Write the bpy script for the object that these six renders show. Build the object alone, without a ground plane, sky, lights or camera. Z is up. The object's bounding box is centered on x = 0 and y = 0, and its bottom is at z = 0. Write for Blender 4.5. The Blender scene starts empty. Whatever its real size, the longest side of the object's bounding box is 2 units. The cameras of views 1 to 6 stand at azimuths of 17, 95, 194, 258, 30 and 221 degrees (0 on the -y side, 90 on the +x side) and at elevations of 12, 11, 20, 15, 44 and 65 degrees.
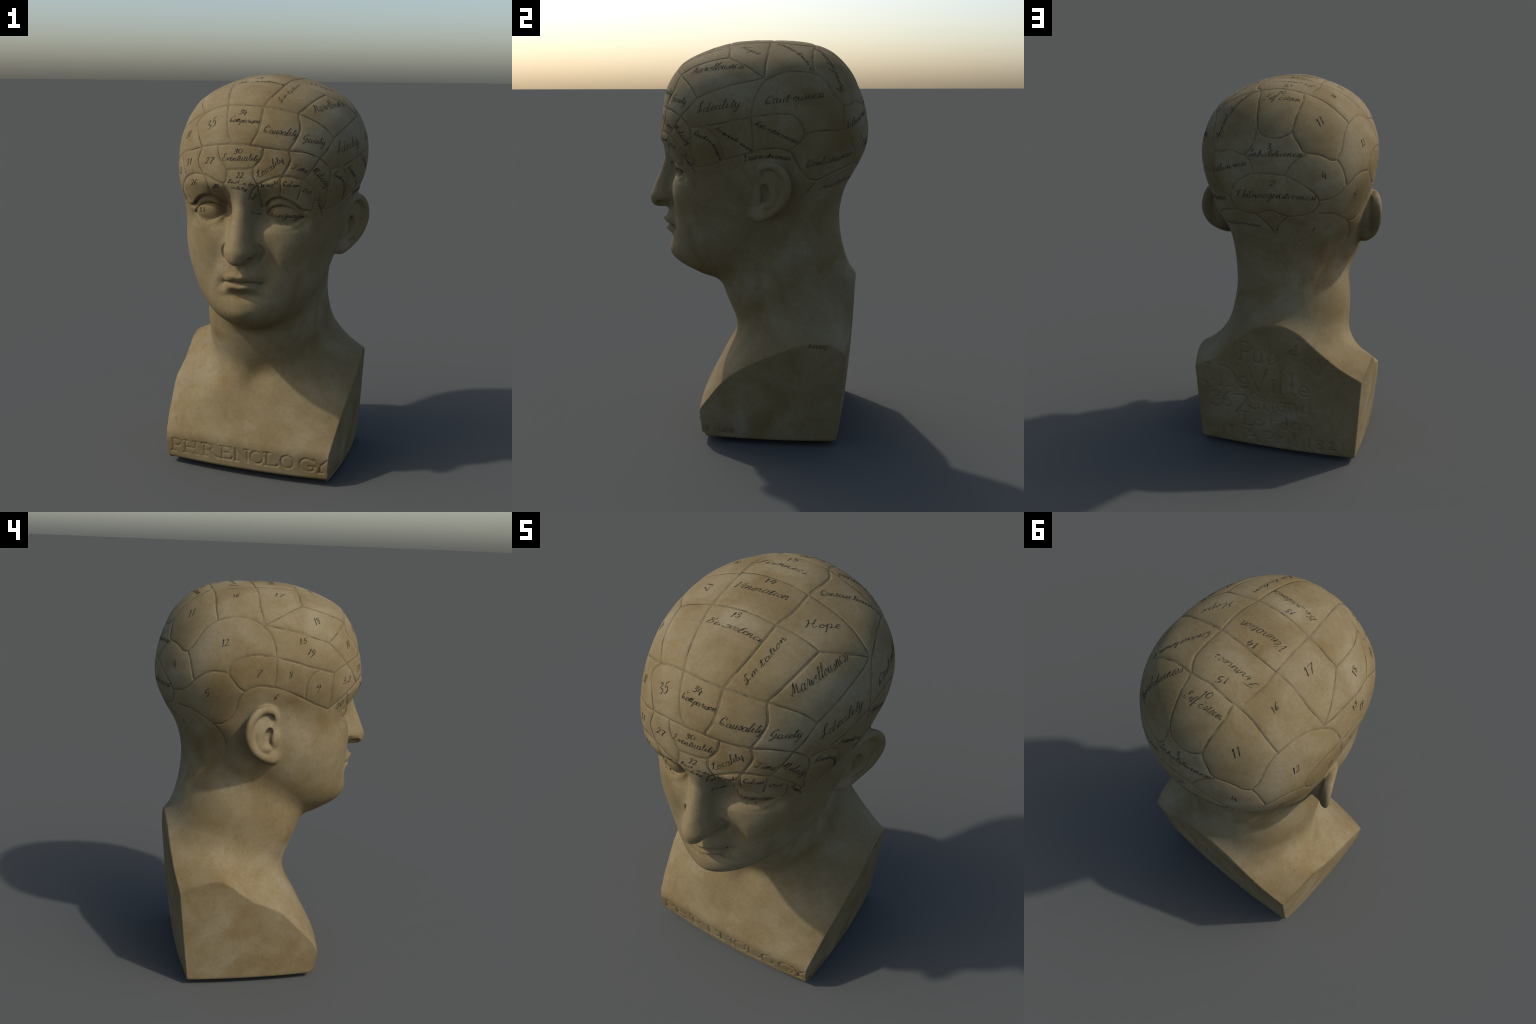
"""Plaster phrenology bust: an implicit body (lofted skull, neck and herm block,
with sculpted face and ears), meshed once, then split into anatomical parts."""
import bpy
import math
import numpy as np
from mathutils import Vector, noise
from mathutils.kdtree import KDTree

VOXEL = 0.0034

# ------------------------------------------------------------------ helpers


def curve(xs, ys):
    """Smooth monotone cubic through control points, as a function."""
    x, y = np.array(xs, float), np.array(ys, float)
    h, d = np.diff(x), np.diff(y) / np.diff(x)
    m = np.zeros_like(y)
    w1, w2 = 2 * h[1:] + h[:-1], h[1:] + 2 * h[:-1]
    same = d[:-1] * d[1:] > 0
    m[1:-1][same] = ((w1 + w2)[same]) / (w1[same] / d[:-1][same] + w2[same] / d[1:][same])
    m[0], m[-1] = d[0], d[-1]

    def f(q):
        q = np.clip(q, x[0], x[-1])
        i = np.clip(np.searchsorted(x, q) - 1, 0, len(h) - 1)
        t = (q - x[i]) / h[i]
        return ((2 * t**3 - 3 * t**2 + 1) * y[i] + (t**3 - 2 * t**2 + t) * h[i] * m[i]
                + (-2 * t**3 + 3 * t**2) * y[i + 1] + (t**3 - t**2) * h[i] * m[i + 1])
    return f


def softened(f, lo, hi, width):
    """The same function, blurred by a bell of this width (rounds the joints of a profile)."""
    n = 2000
    q = np.linspace(lo - 3 * width, hi + 3 * width, n)
    v = f(q)
    # beyond the ends continue the slope, so that ends do not flatten
    k = np.arange(-200, 201) * (q[1] - q[0])
    w = np.exp(-0.5 * (k / width) ** 2)
    v = np.convolve(np.pad(v, 200, mode="reflect", reflect_type="odd"), w / w.sum(), mode="valid")
    return lambda t: np.interp(t, q, v)


def table(rows):
    """rows of (height, value ...) -> list of functions of height."""
    rows = sorted(rows)
    cols = list(zip(*rows))
    return [softened(curve(cols[0], c), cols[0][0], cols[0][-1], 0.03) for c in cols[1:]]


def smin(a, b, k):
    h = np.maximum(k - np.abs(a - b), 0) / k
    return np.minimum(a, b) - h * h * k * 0.25


def smax(a, b, k):
    return -smin(-a, -b, k)


def bell(t):
    return np.exp(-t * t)


def step(a, b, t):
    t = np.clip((t - a) / (b - a), 0, 1)
    return t * t * (3 - 2 * t)


def ellipsoid(P, c, r, turn=None):
    q = P - np.array(c)
    if turn is not None:
        q = q @ turn
    q = q / np.array(r)
    k0 = np.sqrt((q * q).sum(1)) + 1e-9
    k1 = np.sqrt(((q / np.array(r)) ** 2).sum(1)) + 1e-9
    return k0 * (k0 - 1) / k1


def tube(P, pts, radii):
    """Distance to a chain of round cones along control points."""
    best = np.full(len(P), 9.0)
    pts = np.array(pts, float)
    for a, b, ra, rb in zip(pts[:-1], pts[1:], radii[:-1], radii[1:]):
        ab = b - a
        t = np.clip(((P - a) @ ab) / (ab @ ab), 0, 1)
        best = np.minimum(best, np.linalg.norm(P - a - t[:, None] * ab, axis=1) - (ra + (rb - ra) * t))
    return best


def smooth_path(pts, n=6):
    """Catmull-Rom subdivision of a control polyline."""
    p = np.array(pts, float)
    e = np.vstack([2 * p[0] - p[1], p, 2 * p[-1] - p[-2]])
    t = np.linspace(0, 1, n, endpoint=False)[:, None]
    out = []
    for i in range(len(p) - 1):
        a, b, c, d = e[i:i + 4]
        out.append(0.5 * (2 * b + (c - a) * t + (2 * a - 5 * b + 4 * c - d) * t**2 + (3 * b - 3 * c + d - a) * t**3))
    return np.vstack(out + [p[-1:]])


def rotation(axis, degrees):
    a, (x, y, z) = math.radians(degrees), axis
    c, s = math.cos(a), math.sin(a)
    return np.array([[c + x * x * (1 - c), x * y * (1 - c) - z * s, x * z * (1 - c) + y * s],
                     [y * x * (1 - c) + z * s, c + y * y * (1 - c), y * z * (1 - c) - x * s],
                     [z * x * (1 - c) - y * s, z * y * (1 - c) + x * s, c + z * z * (1 - c)]])


# ------------------------------------------------------------------ body lofts

TOP = 2.0
HEAD_X = 0.012
NECK_X = -0.03

# head: height, front y, back y, half width, y of greatest width, front and back fullness
HEAD = [
    (1.995, -0.08, 0.20, 0.080, 0.06, 2.0, 2.05),
    (1.975, -0.172, 0.306, 0.166, 0.07, 2.05, 2.08),
    (1.94, -0.275, 0.384, 0.256, 0.08, 2.1, 2.1),
    (1.90, -0.357, 0.432, 0.325, 0.09, 2.15, 2.12),
    (1.84, -0.414, 0.482, 0.385, 0.10, 2.18, 2.12),
    (1.75, -0.464, 0.526, 0.432, 0.11, 2.2, 2.12),
    (1.66, -0.485, 0.556, 0.456, 0.12, 2.22, 2.12),
    (1.57, -0.499, 0.571, 0.456, 0.13, 2.28, 2.12),
    (1.50, -0.498, 0.568, 0.446, 0.12, 2.35, 2.12),
    (1.44, -0.468, 0.552, 0.428, 0.10, 2.4, 2.15),
    (1.37, -0.445, 0.517, 0.409, 0.07, 2.38, 2.25),
    (1.28, -0.442, 0.464, 0.391, 0.02, 2.3, 2.2),
    (1.18, -0.448, 0.405, 0.372, -0.03, 2.2, 1.9),
    (1.08, -0.452, 0.362, 0.343, -0.05, 2.1, 1.8),
    (1.00, -0.455, 0.340, 0.311, -0.06, 2.05, 1.8),
    (0.93, -0.465, 0.325, 0.276, -0.06, 2.0, 1.8),
    (0.88, -0.462, 0.310, 0.240, -0.06, 1.95, 1.8),
    (0.84, -0.440, 0.300, 0.195, -0.06, 1.95, 1.8),
    (0.81, -0.370, 0.290, 0.15, -0.05, 1.95, 1.8),
    (0.78, -0.200, 0.280, 0.10, -0.03, 1.95, 1.8),
]
ROOT = [math.sqrt(TOP - r[0]) for r in HEAD]
head_front, head_back, head_half, head_mid, head_nf, head_nb = [
    softened(curve(ROOT, col), ROOT[0], ROOT[-1], 0.022) for col in (
        [(r[4] - r[1]) / q for r, q in zip(HEAD, ROOT)],
        [(r[2] - r[4]) / q for r, q in zip(HEAD, ROOT)],
        [r[3] / q for r, q in zip(HEAD, ROOT)],
        [r[4] for r in HEAD], [r[5] for r in HEAD], [r[6] for r in HEAD])]

# neck: height, front y, back y, half width
NECK = [(0.30, -0.08, 0.56, 0.37), (0.45, -0.100, 0.56, 0.335), (0.50, -0.108, 0.56, 0.325), (0.565, -0.125, 0.56, 0.318),
        (0.63, -0.152, 0.56, 0.314), (0.70, -0.180, 0.545, 0.312), (0.755, -0.197, 0.523, 0.310), (0.80, -0.20, 0.503, 0.308),
        (0.86, -0.195, 0.478, 0.304), (0.95, -0.18, 0.450, 0.298), (1.03, -0.16, 0.434, 0.292), (1.13, -0.10, 0.427, 0.287), (1.25, 0.0, 0.43, 0.285), (1.4, 0.05, 0.40, 0.26)]
neck_front, neck_back, neck_half = table(NECK)

# herm block: profiles of the cut sides and of the middle (y, height)
SIDE_LEFT = curve([-0.30, -0.258, -0.215, -0.14, -0.075, 0.0, 0.08, 0.16, 0.24, 0.305, 0.37, 0.415, 0.45, 0.50],
                  [0.10, 0.17, 0.23, 0.331, 0.395, 0.446, 0.488, 0.518, 0.548, 0.558, 0.554, 0.54, 0.515, 0.47])
SIDE_RIGHT = curve([-0.28, -0.235, -0.19, -0.117, -0.045, 0.0, 0.066, 0.124, 0.19, 0.248, 0.305, 0.368, 0.423, 0.48, 0.52],
                   [0.10, 0.165, 0.232, 0.318, 0.399, 0.432, 0.460, 0.483, 0.521, 0.554, 0.568, 0.562, 0.547, 0.522, 0.50])
MIDDLE = curve([-0.32, -0.29, -0.25, -0.206, -0.165, -0.115, -0.05, 0.05, 0.2, 0.35, 0.52],
               [0.10, 0.16, 0.24, 0.325, 0.405, 0.48, 0.55, 0.61, 0.67, 0.71, 0.735])


def head_loft(P):
    q = TOP - P[:, 2]
    s = np.sqrt(np.maximum(q, 1e-6))
    dx = np.abs(P[:, 0] - HEAD_X + 0.004 - 0.014 * step(1.38, 1.78, P[:, 2]) + 0.014 * step(1.4, 1.1, P[:, 2])) / head_half(s)
    y = P[:, 1] - head_mid(s)
    n = np.where(y < 0, head_nf(s), head_nb(s))
    dy = np.abs(y) / np.where(y < 0, head_front(s), head_back(s))
    return (dx**n + dy**n + 1e-12) ** (2 / n) - q


def neck_loft(P):
    z = P[:, 2]
    f, b, w = neck_front(z), neck_back(z), neck_half(z)
    m = f + (b - f) * 0.52
    dx = np.abs(P[:, 0] - NECK_X - (0.022 * step(-0.15, 0.35, P[:, 1]) - 0.006) * step(0.95, 0.75, z) - 0.035 * step(0.8, 1.15, z)) / w
    dy = np.where(P[:, 1] < m, (m - P[:, 1]) / (m - f), (P[:, 1] - m) / (b - m))
    n = 2.15
    return (dx**n + np.abs(dy) ** n + 1e-12) ** (1 / n) - 1


TETRA = np.array([[1, -1, -1], [-1, -1, 1], [-1, 1, -1], [1, 1, 1]], float)


def probe(field, P, eps):
    """Value and gradient from four samples on a small tetrahedron."""
    v = np.array([field(P + eps * t) for t in TETRA])
    return v.mean(0), (v[:, :, None] * TETRA[:, None]).sum(0) / (4 * eps)


def slope_scaled(field, P, eps=0.0015):
    """First-order distance: value over gradient length."""
    f, g = probe(field, P, eps)
    return f / np.maximum(np.sqrt((g * g).sum(1)), 0.05)


def mantle(P):
    x, y, z = P.T
    t = np.clip((x + 0.018) / 0.445, -1.25, 1.25)
    blend = step(-0.35, 0.35, t)
    side = SIDE_RIGHT(y) * (1 - blend) + SIDE_LEFT(y) * blend
    a = np.abs(t)
    ridge = 1 - (np.sqrt(a * a + 0.03) - math.sqrt(0.03)) / (math.sqrt(1.03) - math.sqrt(0.03))
    dome = 1 - a**2.2
    k = step(-0.15, 0.35, y)
    g = dome * (1 - k) + (0.75 * ridge + 0.25 * dome) * k
    swell = 0.018 * bell((t - 0.72) / 0.28) * bell((y - 0.30) / 0.12) + 0.022 * bell((t + 1.0) / 0.25) * bell((y - 0.30) / 0.14) - 0.012 * bell((x + 0.33) / 0.07) * bell((y - 0.25) / 0.12) - 0.016 * bell((x + 0.18) / 0.09) * bell((y - 0.46) / 0.12)
    return z - (side + (MIDDLE(y) - side) * g + swell)


def cut_sides(P):
    """The slightly bowed cut faces of the herm block: left, right, back, front."""
    x, y, z = P.T
    v = np.clip((y - 0.10) / 0.36, -1.2, 1.2)
    u = np.clip((x + 0.02) / 0.46, -1.2, 1.2)
    w = np.clip((z - 0.30) / 0.45, -1.0, 1.0)
    low = 1 - 0.6 * w * w
    left = (x - 0.03 * y - 0.055 * z) - 0.406 - 0.032 * (1 - v * v) * low
    right = -(x + 0.060 * z - 0.012 * y) - 0.450 - 0.024 * (1 - v * v) * low
    back = (y + 0.01 * x - 0.10 * z) * 0.991 - 0.427 - 0.027 * (1 - u * u) * low
    front = -(y + 0.236 + 0.030 * (1 - u * u) + 0.012 * u + 0.12 * (z - 0.05))
    return left, right, back, front


def torso_field(P):
    z = P[:, 2]
    top = slope_scaled(mantle, P)
    left, right, back, front = cut_sides(P)
    d = smax(top, front, 0.016)
    for f in (left, right, back):
        d = smax(d, f, 0.007)
    # underside: a flat foot with the rim slightly lifted
    inset = np.maximum(np.maximum(left, right), np.maximum(front, back))
    return smax(d, -(z - np.where(front >= inset - 0.01, 0.036, 0.024) * step(-0.09, 0.0, inset)), 0.02)


# ------------------------------------------------------------------ face


EYE_IN, EYE_OUT = (0.094, 1.373), (0.264, 1.360)


def eye_slit(x, z):
    """Signed height inside the almond between the lids (positive inside), and height above the upper lid edge."""
    t = (x - EYE_IN[0]) / (EYE_OUT[0] - EYE_IN[0])
    c = np.clip(t, 0, 1)
    line = EYE_IN[1] + (EYE_OUT[1] - EYE_IN[1]) * t
    arch = 4 * c * (1 - c)
    upper = line + 0.050 * arch**0.9 * (1.15 - 0.30 * c)
    lower = line - 0.040 * arch * (0.9 + 0.2 * c)
    out = np.maximum(0, np.maximum(-t, t - 1)) * 0.17
    return np.minimum(upper - z, z - lower) - out, z - upper, t


def face_relief(P):
    """Outward displacement of the head surface on the face."""
    x, z = np.abs(P[:, 0] - HEAD_X), P[:, 2]
    on = step(0.0, -0.15, P[:, 1])
    r = np.zeros(len(P))
    # hollow between nose and inner eye corner, under the brow
    r -= 0.066 * bell((x - 0.083) / 0.038) * bell((z - 1.39) / 0.066)
    r -= 0.011 * bell((x - 0.18) / 0.09) * bell((z - 1.36) / 0.06)
    r -= 0.016 * bell((x - 0.12) / 0.040) * bell((z - 1.452) / 0.030)
    r += 0.012 * bell((P[:, 0] + 0.22) / 0.06) * bell((z - 1.35) / 0.06)
    # crisp brow
    r += 0.005 * bell((x - 0.19) / 0.12) * bell((z - 1.515 + 1.6 * (x - 0.17) ** 2) / 0.028)
    r += 0.003 * bell((x - 0.22) / 0.09) * bell((z - 1.46) / 0.04)
    # eyeball between the lids
    inside, above, t = eye_slit(x, z)
    m = step(-0.003, 0.003, inside)
    ball = np.clip(1 - ((x - 0.182) / 0.095) ** 2 - ((z - 1.371) / 0.047) ** 2, 0, 1)
    r += m * (-0.013 + 0.024 * ball)
    span = step(-0.12, 0.10, t) * step(1.22, 0.95, t)
    r += span * (0.006 * bell((above - 0.014) / 0.014) * (1 - m) - 0.006 * bell((above - 0.034) / 0.009))
    r -= 0.017 * span * step(0.046, 0.030, above) * step(1.285, 1.345, z)
    r += 0.005 * bell((inside + 0.012) / 0.014) * step(0.0, -0.02, above) * step(-0.1, 0.15, t) * step(1.1, 0.85, t)
    # crease round the wings of the nose
    r -= 0.016 * bell((np.hypot(x - 0.040, (z - 1.196) * 1.15) - 0.052) / 0.010) * step(0.062, 0.080, x) * step(1.15, 1.17, z)
    # cheeks
    r += 0.010 * bell((x - 0.20) / 0.08) * bell((z - 1.22) / 0.08)
    r -= np.where(P[:, 0] > 0, 0.016, 0.010) * bell((x - 0.125) / 0.035) * bell((z - 1.15) / 0.08)
    # mouth
    zm = 1.062 - 0.015 * np.clip(x / 0.1, 0, 1.2) ** 2 - 0.004 * bell(x / 0.02)
    u = np.clip(1 - (x / 0.090) ** 2, 0, 1)
    r += 0.030 * bell(x / 0.080) * bell((z - 1.095) / 0.07)
    r += 0.018 * u * bell((z - zm - 0.036 + 0.016 * (x / 0.09) + 0.004 * bell(x / 0.012)) / np.where(z - zm > 0.036, 0.014, 0.022))
    r += 0.019 * np.clip(1 - (x / 0.08) ** 2, 0, 1) * bell((z - zm + 0.022) / 0.017)
    r -= 0.012 * step(0.096, 0.075, x) * bell((z - zm) / 0.007)
    r -= 0.013 * bell((x - 0.098) / 0.024) * bell((z - zm) / 0.03) + 0.010 * bell((x - 0.090) / 0.010) * bell((z - zm) / 0.012)
    r -= 0.019 * bell(x / 0.075) * bell((z - zm + 0.064) / 0.020)
    r -= 0.005 * bell(x / 0.013) * bell((z - 1.122) / 0.02)
    r += 0.010 * bell(x / 0.07) * bell((z - 0.915) / 0.045)
    r += 0.013 * bell((P[:, 0] - 0.28) / 0.05) * bell((z - 1.40) / 0.06)
    r -= 0.008 * bell((P[:, 0] - 0.13) / 0.10) * bell((z - 1.60) / 0.12) + 0.008 * bell((P[:, 0] - 0.11) / 0.06) * bell((z - 1.485) / 0.03)
    # the forehead stands out a little more on its right
    r += 0.016 * bell((P[:, 0] + 0.26) / 0.11) * bell((z - 1.61) / 0.13)
    return r * on


# nose: height, ridge y, half width where it meets the cheeks
NOSE = [(1.12, -0.52, 0.062), (1.15, -0.548, 0.072), (1.175, -0.567, 0.084), (1.205, -0.571, 0.089), (1.235, -0.560, 0.082), (1.26, -0.550, 0.073),
        (1.30, -0.533, 0.066), (1.37, -0.503, 0.056), (1.426, -0.488, 0.054), (1.464, -0.487, 0.062), (1.52, -0.482, 0.08), (1.58, -0.46, 0.08)]
nose_ridge, nose_half = [softened(curve([r[0] for r in NOSE], [r[k] for r in NOSE]), 1.12, 1.58, 0.008) for k in (1, 2)]


def nose_loft(P):
    x, y, z = np.abs(P[:, 0] - HEAD_X + 0.003), P[:, 1], P[:, 2]
    core = -0.405
    n = 1.9
    dy = np.maximum(core - y, 0) / (core - nose_ridge(z))
    return ((x / (nose_half(z) - 0.004)) ** n + dy**n + 1e-9) ** (1 / n) - 1


def nose_field(P):
    x, y, z = np.abs(P[:, 0] - HEAD_X), P[:, 1], P[:, 2]
    d = slope_scaled(nose_loft, P)
    d = smax(d, 1.150 + 0.038 * np.clip(x / 0.068, 0, 1.1) ** 2 - z, 0.020)
    d = smax(d, z - 1.56, 0.03)
    q = np.stack([x, y, z], 1)
    return smax(d, -ellipsoid(q, (0.044, -0.502, 1.162), (0.023, 0.036, 0.026)), 0.010)


# ------------------------------------------------------------------ ears (local axes: a backwards, b up, h outwards)

EAR_RIM = smooth_path([(0.058, 1.318, -0.02), (0.044, 1.352, 0.0), (0.052, 1.386, 0.010), (0.076, 1.402, 0.012), (0.108, 1.404, 0.012), (0.142, 1.388, 0.012),
                       (0.168, 1.358, 0.012), (0.181, 1.320, 0.012), (0.181, 1.285, 0.012), (0.171, 1.250, 0.010), (0.150, 1.215, 0.008),
                       (0.120, 1.186, 0.004), (0.085, 1.163, 0.0), (0.045, 1.152, -0.004)], 4)
EAR_FOLD = smooth_path([(0.088, 1.372, -0.008), (0.108, 1.335, 0.004), (0.122, 1.290, 0.008), (0.124, 1.248, 0.008), (0.107, 1.218, 0.006), (0.075, 1.205, 0.004)], 4)


def ear_field(P, side):
    q = P.copy()
    q[:, 0] = (P[:, 0] - HEAD_X) * side
    if side < 0:
        q[:, 0] -= 0.024
        q[:, 1] += 0.014
        q[:, 2] -= 0.014
    a, b = q[:, 1], q[:, 2]
    h = (q[:, 0] - 0.354 - 0.44 * a - 0.05 * (b - 1.28)) * 0.92
    l = np.stack([a, b, h], 1)
    d = tube(l, EAR_RIM, np.interp(np.arange(len(EAR_RIM)) / (len(EAR_RIM) - 1), [0, 0.15, 0.6, 1], [0.014, 0.021, 0.022, 0.020]))
    lean = rotation((0, 0, 1), -14)
    d = smin(d, ellipsoid(l, (0.106, 1.290, -0.005), (0.080, 0.122, 0.022), lean), 0.014)
    d = smin(d, ellipsoid(l, (0.036, 1.165, -0.006), (0.044, 0.038, 0.022)), 0.03)
    d = smax(d, -ellipsoid(l, (0.070, 1.264, 0.012), (0.033, 0.054, 0.046), rotation((0, 0, 1), -8)), 0.012)
    d = smax(d, -ellipsoid(l, (0.066, 1.352, 0.020), (0.017, 0.030, 0.036)), 0.010)
    d = smin(d, tube(l, EAR_FOLD, np.linspace(0.010, 0.017, len(EAR_FOLD))), 0.012)
    d = smin(d, ellipsoid(l, (0.036, 1.252, 0.0), (0.024, 0.040, 0.022)), 0.018)
    root = ellipsoid(l, (0.095, 1.30, -0.050), (0.090, 0.112, 0.066))
    root = smax(root, -ellipsoid(l, (0.070, 1.264, 0.012), (0.033, 0.054, 0.046)), 0.012)
    d = smin(d, ellipsoid(l, (0.112, 1.225, -0.032), (0.052, 0.060, 0.038)), 0.025)
    return smin(d, root, 0.02)


def body(P):
    out = np.full(len(P), 9.0)
    z = P[:, 2]
    up = z > 0.60
    if up.any():
        p = P[up]
        d = slope_scaled(head_loft, p)
        d = smax(d, 0.775 - p[:, 2], 0.03)
        d -= face_relief(p)
        # mastoid fullness behind the ears
        for spot, high, wide in (((-0.36, 0.22, 1.28), 0.012, 0.10), ((-0.33, 0.20, 1.12), 0.028, 0.09), ((-0.41, -0.06, 1.42), -0.020, 0.15), ((0.38, 0.22, 1.31), 0.011, 0.08)):
            d -= high * bell(np.linalg.norm(p - np.array(spot), axis=1) / wide)
        face = (p[:, 1] < -0.2) & (p[:, 2] > 1.0) & (p[:, 2] < 1.65)
        if face.any():
            f = p[face]
            e = smin(d[face], nose_field(f), 0.030)
            d[face] = e
        for side in (1, -1):
            m = (np.abs(p[:, 0] - HEAD_X - side * 0.42) < 0.16) & (np.abs(p[:, 1] - 0.1) < 0.22) & (np.abs(p[:, 2] - 1.27) < 0.26)
            if m.any():
                d[m] = smin(d[m], ear_field(p[m], side), 0.016)
        out[up] = d
    low = z < 1.45
    if low.any():
        p = P[low]
        n = slope_scaled(neck_loft, p)
        n = smax(n, p[:, 2] - 1.38, 0.03)
        n = smax(n, 0.25 - p[:, 2], 0.03)
        t = torso_field(p)
        nt = smin(n, t, 0.15 - 0.085 * step(0.08, -0.06, p[:, 1]))
        # hollow above the breastbone
        nt = nt + 0.026 * bell((p[:, 0] + 0.01) / 0.065) * bell((p[:, 2] - 0.47) / 0.07) * step(0.05, -0.05, p[:, 1])
        for f in cut_sides(p)[:3]:
            nt = smax(nt, f, 0.007)
        out[low] = smin(out[low], nt, 0.06)
    return out


# ------------------------------------------------------------------ meshing (surface nets on a sparse grid)

ORIGIN = np.array([-0.70, -0.70, -0.06])
KEY = np.array([1 << 40, 1 << 20, 1], dtype=np.int64)


def sparse_mesh(field, voxel):
    corners = np.array([[i, j, k] for i in (0, 1) for j in (0, 1) for k in (0, 1)], dtype=np.int64)
    h = voxel * 8
    dims = np.ceil(np.array([1.4, 1.4, 2.16]) / h).astype(int)
    cells = np.stack(np.meshgrid(*[np.arange(n) for n in dims], indexing="ij"), -1).reshape(-1, 3).astype(np.int64)
    while True:
        if h > voxel * 1.01:
            d = field(ORIGIN + (cells + 0.5) * h)
            cells = cells[np.abs(d) < h * 1.7]
            cells = (cells[:, None] * 2 + corners[None]).reshape(-1, 3)
            h *= 0.5
        else:
            break
    nodes = np.unique((cells[:, None] + corners[None]).reshape(-1, 3) @ KEY)
    ijk = np.stack([nodes >> 40, (nodes >> 20) & 0xFFFFF, nodes & 0xFFFFF], 1)
    val = field(ORIGIN + ijk * h)
    ck = cells @ KEY
    order = np.argsort(ck)
    cells, ck = cells[order], ck[order]
    cv = np.stack([val[np.searchsorted(nodes, (cells + c) @ KEY)] for c in corners], 1)
    neg = (cv < 0).sum(1)
    on = (neg > 0) & (neg < 8)
    cells, ck, cv = cells[on], ck[on], cv[on]
    acc, cnt = np.zeros((len(cells), 3)), np.zeros(len(cells))
    for a in range(8):
        for b in range(a + 1, 8):
            if np.abs(corners[a] - corners[b]).sum() != 1:
                continue
            x = (cv[:, a] < 0) != (cv[:, b] < 0)
            t = cv[:, a] / np.where(x, cv[:, a] - cv[:, b], 1)
            acc[x] += (corners[a] + t[:, None] * (corners[b] - corners[a]))[x]
            cnt[x] += 1
    verts = ORIGIN + (cells + acc / cnt[:, None]) * h
    quads = []
    for axis in range(3):
        e1, e2 = np.eye(3, dtype=np.int64)[(axis + 1) % 3], np.eye(3, dtype=np.int64)[(axis + 2) % 3]
        far = 4 >> axis
        s0, s1 = cv[:, 0] < 0, cv[:, far] < 0
        m = s0 != s1
        base = cells[m]
        ring = [np.searchsorted(ck, (base - o) @ KEY) for o in (0 * e1, e1, e1 + e2, e2)]
        ok = np.ones(len(base), bool)
        for r, o in zip(ring, (0 * e1, e1, e1 + e2, e2)):
            r[r >= len(ck)] = 0
            ok &= ck[r] == (base - o) @ KEY
        q = np.stack(ring, 1)[ok]
        flip = ~s0[m][ok]
        q[flip] = q[flip][:, ::-1]
        quads.append(q)
    return verts, np.vstack(quads)


# ------------------------------------------------------------------ engraved lines of the skull
# control points in degrees around the middle of the skull: (azimuth from the face, elevation)

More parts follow.
